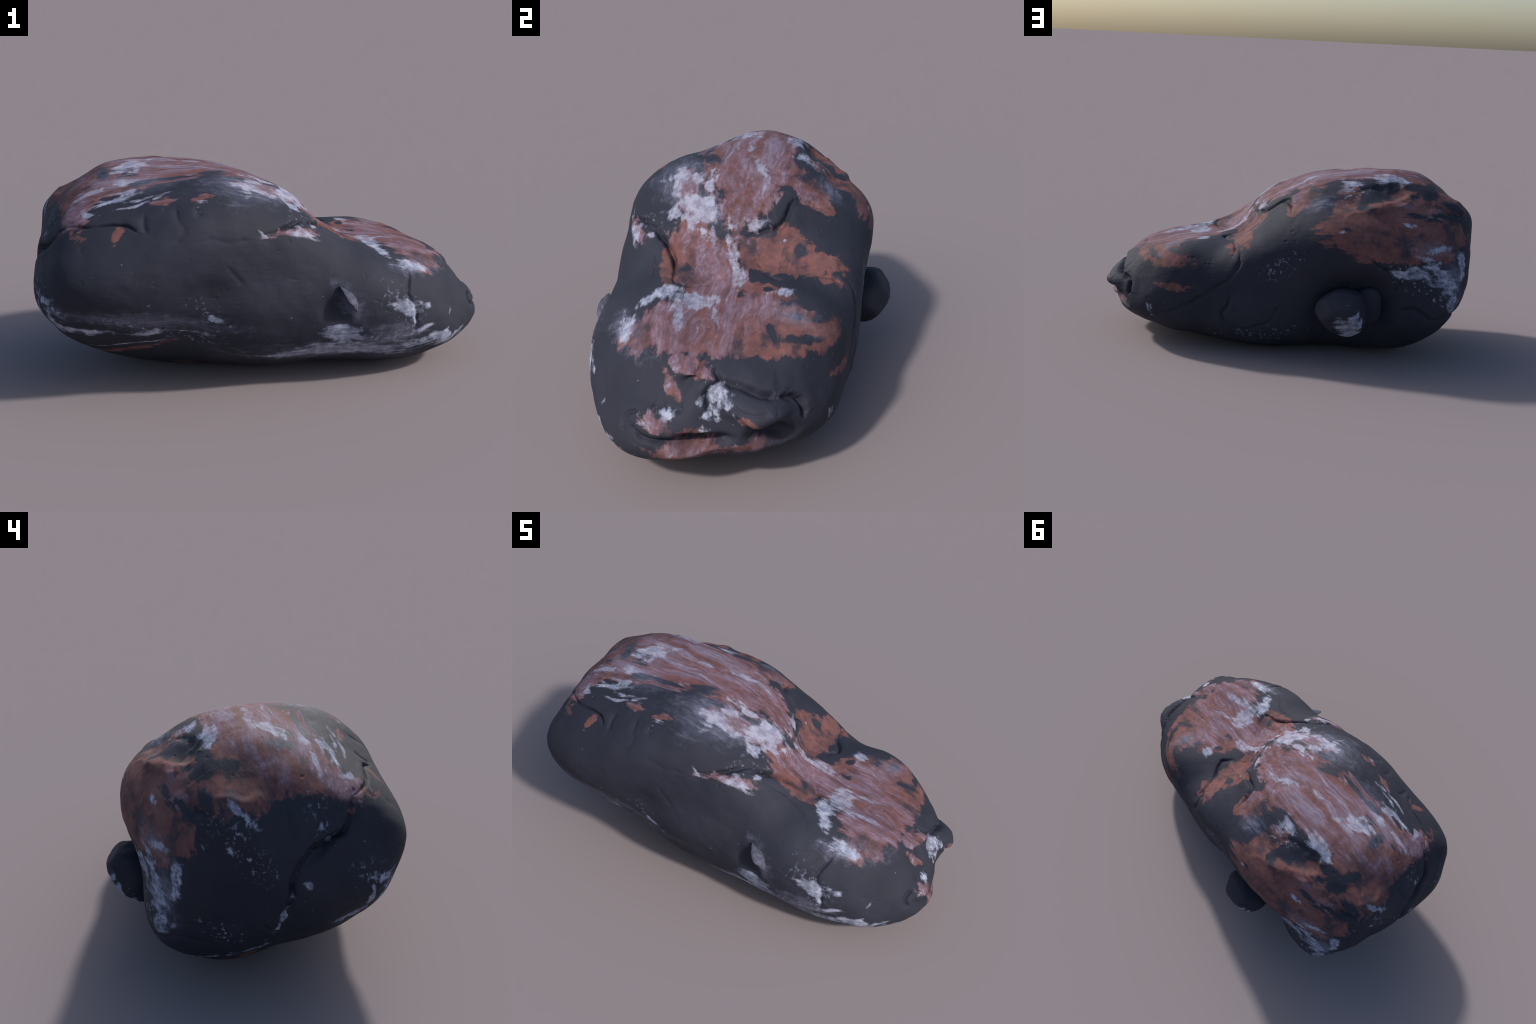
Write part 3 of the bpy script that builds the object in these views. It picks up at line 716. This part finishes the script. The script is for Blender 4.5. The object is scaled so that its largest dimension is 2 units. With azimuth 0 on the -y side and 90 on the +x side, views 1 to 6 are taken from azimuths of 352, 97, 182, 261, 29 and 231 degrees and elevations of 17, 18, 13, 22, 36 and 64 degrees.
def painted_clay(points):
    """Clay with the paint strokes that lie near the given points of the surface."""
    mat = bpy.data.materials.new("painted_clay")
    mat.use_nodes = True
    g = Graph(mat.node_tree)
    g.tree.nodes.clear()
    place = g.node("ShaderNodeTexCoord").outputs["Object"]
    half = (-0.5, -0.5, -0.5)
    drift = g.scaled(g.vec("ADD", g.noise(place, 7, 1, 0.5, True), half), 0.050)
    fray = g.scaled(g.vec("ADD", g.noise(place, 30, 3, 0.55, True), half), 0.020)
    where = g.vec("ADD", g.vec("ADD", place, drift), fray)
    # bristle marks run along the length of the lump
    bent = g.vec("ADD", place, g.scaled(drift, 0.8))
    bristle = g.noise(g.vec("MULTIPLY", bent, (3.0, 26, 22)), 1.0, 5, 0.62)
    bristle_wide = g.noise(g.vec("MULTIPLY", bent, (2.2, 11, 9)), 1.0, 4, 0.6, distortion=0.6)
    hairs = g.noise(g.vec("MULTIPLY", bent, (7.0, 90, 80)), 1.0, 3, 0.6)
    blotch = g.noise(place, 11, 4, 0.6)
    blotch_fine = g.noise(place, 30, 5, 0.65)
    grain = g.noise(place, 110, 4, 0.6)

    def worn(field, streaky, rough, edge, grow=0.0):
        f = g.math("MULTIPLY_ADD", g.math("SUBTRACT", bristle, 0.5), streaky, g.math("ADD", field, grow))
        f = g.math("MULTIPLY_ADD", g.math("SUBTRACT", blotch_fine, 0.5), rough, f)
        return g.step(f, -edge, edge)

    bare = worn(g.strokes(where, near_strokes(points, BARE)), 0.07, 0.02, 0.008)
    covered = g.math("SUBTRACT", 1.0, bare)
    pink_zone = worn(g.strokes(where, near_strokes(points, PINK)), 0.06, 0.03, 0.025, 0.016)
    terracotta = worn(g.strokes(where, near_strokes(points, TERRACOTTA)), 0.10, 0.025, 0.006, 0.012)
    thin = g.step(g.math("MULTIPLY_ADD", bristle_wide, 0.5, g.math("MULTIPLY", blotch, 0.5)), 0.38, 0.52)
    thin = g.math("MULTIPLY_ADD", thin, 0.8, 0.2)
    thin = g.math("MAXIMUM", thin, g.math("MULTIPLY", pink_zone, 0.85))
    terracotta = g.math("MULTIPLY", g.math("MULTIPLY", terracotta, thin), covered)
    white = g.math("MULTIPLY", worn(g.strokes(where, near_strokes(points, WHITE)), 0.13, 0.04, 0.012, -0.005), covered)
    dabs = worn(g.strokes(where, near_strokes(points, SPECKLE)), 0.06, 0.03, 0.03)
    dabs = g.math("MULTIPLY", dabs, g.step(g.noise(place, 48, 4, 0.65), 0.56, 0.63))
    white = g.math("MAXIMUM", white, g.math("MULTIPLY", dabs, 0.7))
    haze = worn(g.strokes(where, near_strokes(points, HAZE)), 0.08, 0.10, 0.035)

    # bare clay: almost black with faint brown and grey clouds and dusty scuffs
    clay = g.mix(g.step(g.noise(place, 3.5, 3, 0.5), 0.35, 0.7), CLAY_DARK, CLAY_GREY)
    clay = g.mix(g.math("MULTIPLY", g.step(g.noise(place, 6.5, 3, 0.6), 0.55, 0.75), 0.35), clay, CLAY_BROWN)
    scuff = g.math("MULTIPLY", g.step(hairs, 0.60, 0.80), g.step(blotch, 0.45, 0.7))
    clay = g.mix(g.math("MULTIPLY", scuff, 0.08), clay, DUST)
    colour = g.mix(g.math("MULTIPLY", haze, 0.28), clay, HAZE_BLUE)
    # terracotta, streaked with lilac pink where white was dragged into it
    red = g.mix(g.step(blotch_fine, 0.3, 0.7), RED_DEEP, RED_WARM)
    red = g.mix(g.math("MULTIPLY", g.step(bristle_wide, 0.5, 0.75), 0.5), red, RED_PALE)
    lilac = g.mix(g.step(hairs, 0.35, 0.7), PINK_DULL, PINK_LIGHT)
    dragged = g.math("MULTIPLY", pink_zone, g.step(
        g.math("MULTIPLY_ADD", bristle, 0.6, g.math("MULTIPLY", bristle_wide, 0.4)), 0.40, 0.56))
    red = g.mix(dragged, red, lilac)
    colour = g.mix(terracotta, colour, red)
    film = g.math("MULTIPLY", haze, g.step(
        g.math("MULTIPLY_ADD", hairs, 0.4, g.math("MULTIPLY", bristle_wide, 0.6)), 0.38, 0.62))
    colour = g.mix(g.math("MULTIPLY", film, 0.55), colour, FILM)
    streaks = g.math("MULTIPLY", g.math("MULTIPLY", pink_zone, terracotta), g.step(bristle, 0.60, 0.72))
    streaks = g.math("MULTIPLY", streaks, 0.75)
    cover = g.step(g.math("MULTIPLY_ADD", hairs, 0.5, g.math("MULTIPLY", bristle_wide, 0.5)), 0.36, 0.55)
    white_all = g.math("MAXIMUM", g.math("MULTIPLY", white, g.math("MULTIPLY_ADD", cover, 0.55, 0.42)), streaks)
    pale = g.mix(g.step(blotch_fine, 0.35, 0.65), WHITE_BLUE, WHITE_CLEAN)
    pale = g.mix(g.math("MULTIPLY", pink_zone, 0.28), pale, PINK_LIGHT)
    colour = g.mix(white_all, colour, pale)
    # stray flecks of white flicked over everything
    fleck = g.math("MULTIPLY", g.step(g.noise(place, 75, 2, 0.5), 0.735, 0.76),
                   g.step(g.noise(place, 5, 2, 0.5), 0.5, 0.62))
    colour = g.mix(g.math("MULTIPLY", fleck, 0.8), colour, WHITE_BLUE)

    painted = g.math("MAXIMUM", terracotta, white_all)
    bump = g.math("MULTIPLY_ADD", hairs, 0.45, g.math("MULTIPLY", grain, 0.35))
    normal = g.node("ShaderNodeBump", Strength=0.35, Distance=0.004, Height=bump).outputs[0]
    shade = g.node("ShaderNodeBsdfPrincipled", Base_Color=colour, Normal=normal,
                   Roughness=g.math("MULTIPLY_ADD", painted, 0.08, 0.72))
    shade.inputs["Specular IOR Level"].default_value = 0.22
    out = g.node("ShaderNodeOutputMaterial")
    g.tree.links.new(shade.outputs[0], out.inputs[0])
    return mat


CLAY_DARK, CLAY_GREY, CLAY_BROWN = (0.021, 0.0232, 0.036, 1), (0.029, 0.031, 0.047, 1), (0.032, 0.029, 0.036, 1)
DUST, HAZE_BLUE = (0.12, 0.125, 0.16, 1), (0.11, 0.125, 0.19, 1)
RED_DEEP, RED_WARM, RED_PALE = (0.102, 0.050, 0.052, 1), (0.170, 0.073, 0.067, 1), (0.182, 0.100, 0.105, 1)
PINK_DULL, PINK_LIGHT = (0.138, 0.080, 0.104, 1), (0.205, 0.145, 0.195, 1)
WHITE_BLUE, WHITE_CLEAN, FILM = (0.190, 0.210, 0.300, 1), (0.370, 0.395, 0.500, 1), (0.190, 0.185, 0.255, 1)


def paint(ob, cells):
    """Give each cell of the surface the material that holds the strokes near it."""
    me = ob.data
    middle = np.zeros(len(me.polygons) * 3)
    me.polygons.foreach_get("center", middle)
    middle = middle.reshape(-1, 3)
    lengthwise = np.clip(((middle[:, 0] + 1.0) / 2.0 * cells).astype(int), 0, cells - 1)
    turn = np.arctan2(middle[:, 2] - 0.43, middle[:, 1] + 0.06) % (2 * pi)
    cell = lengthwise * 6 + np.clip((turn / (2 * pi) * 6).astype(int), 0, 5)
    slot = np.zeros(len(cell), np.int32)
    for number, which in enumerate(np.unique(cell)):
        mine = cell == which
        slot[mine] = number
        me.materials.append(painted_clay(middle[mine][::40]))
    me.polygons.foreach_set("material_index", slot)


root = bpy.data.objects.new("painted_clay_lump", None)
bpy.context.scene.collection.objects.link(root)
root["label"] = "dark lumpy clay stone smeared with terracotta, pink and white paint"
root["category"] = "painted stone"
for part, form in (("body", build_body), ("knob", build_knob), ("nub", build_nub), ("flake", build_flake)):
    paint(make_mesh(part, *form(), parent=root), 7)
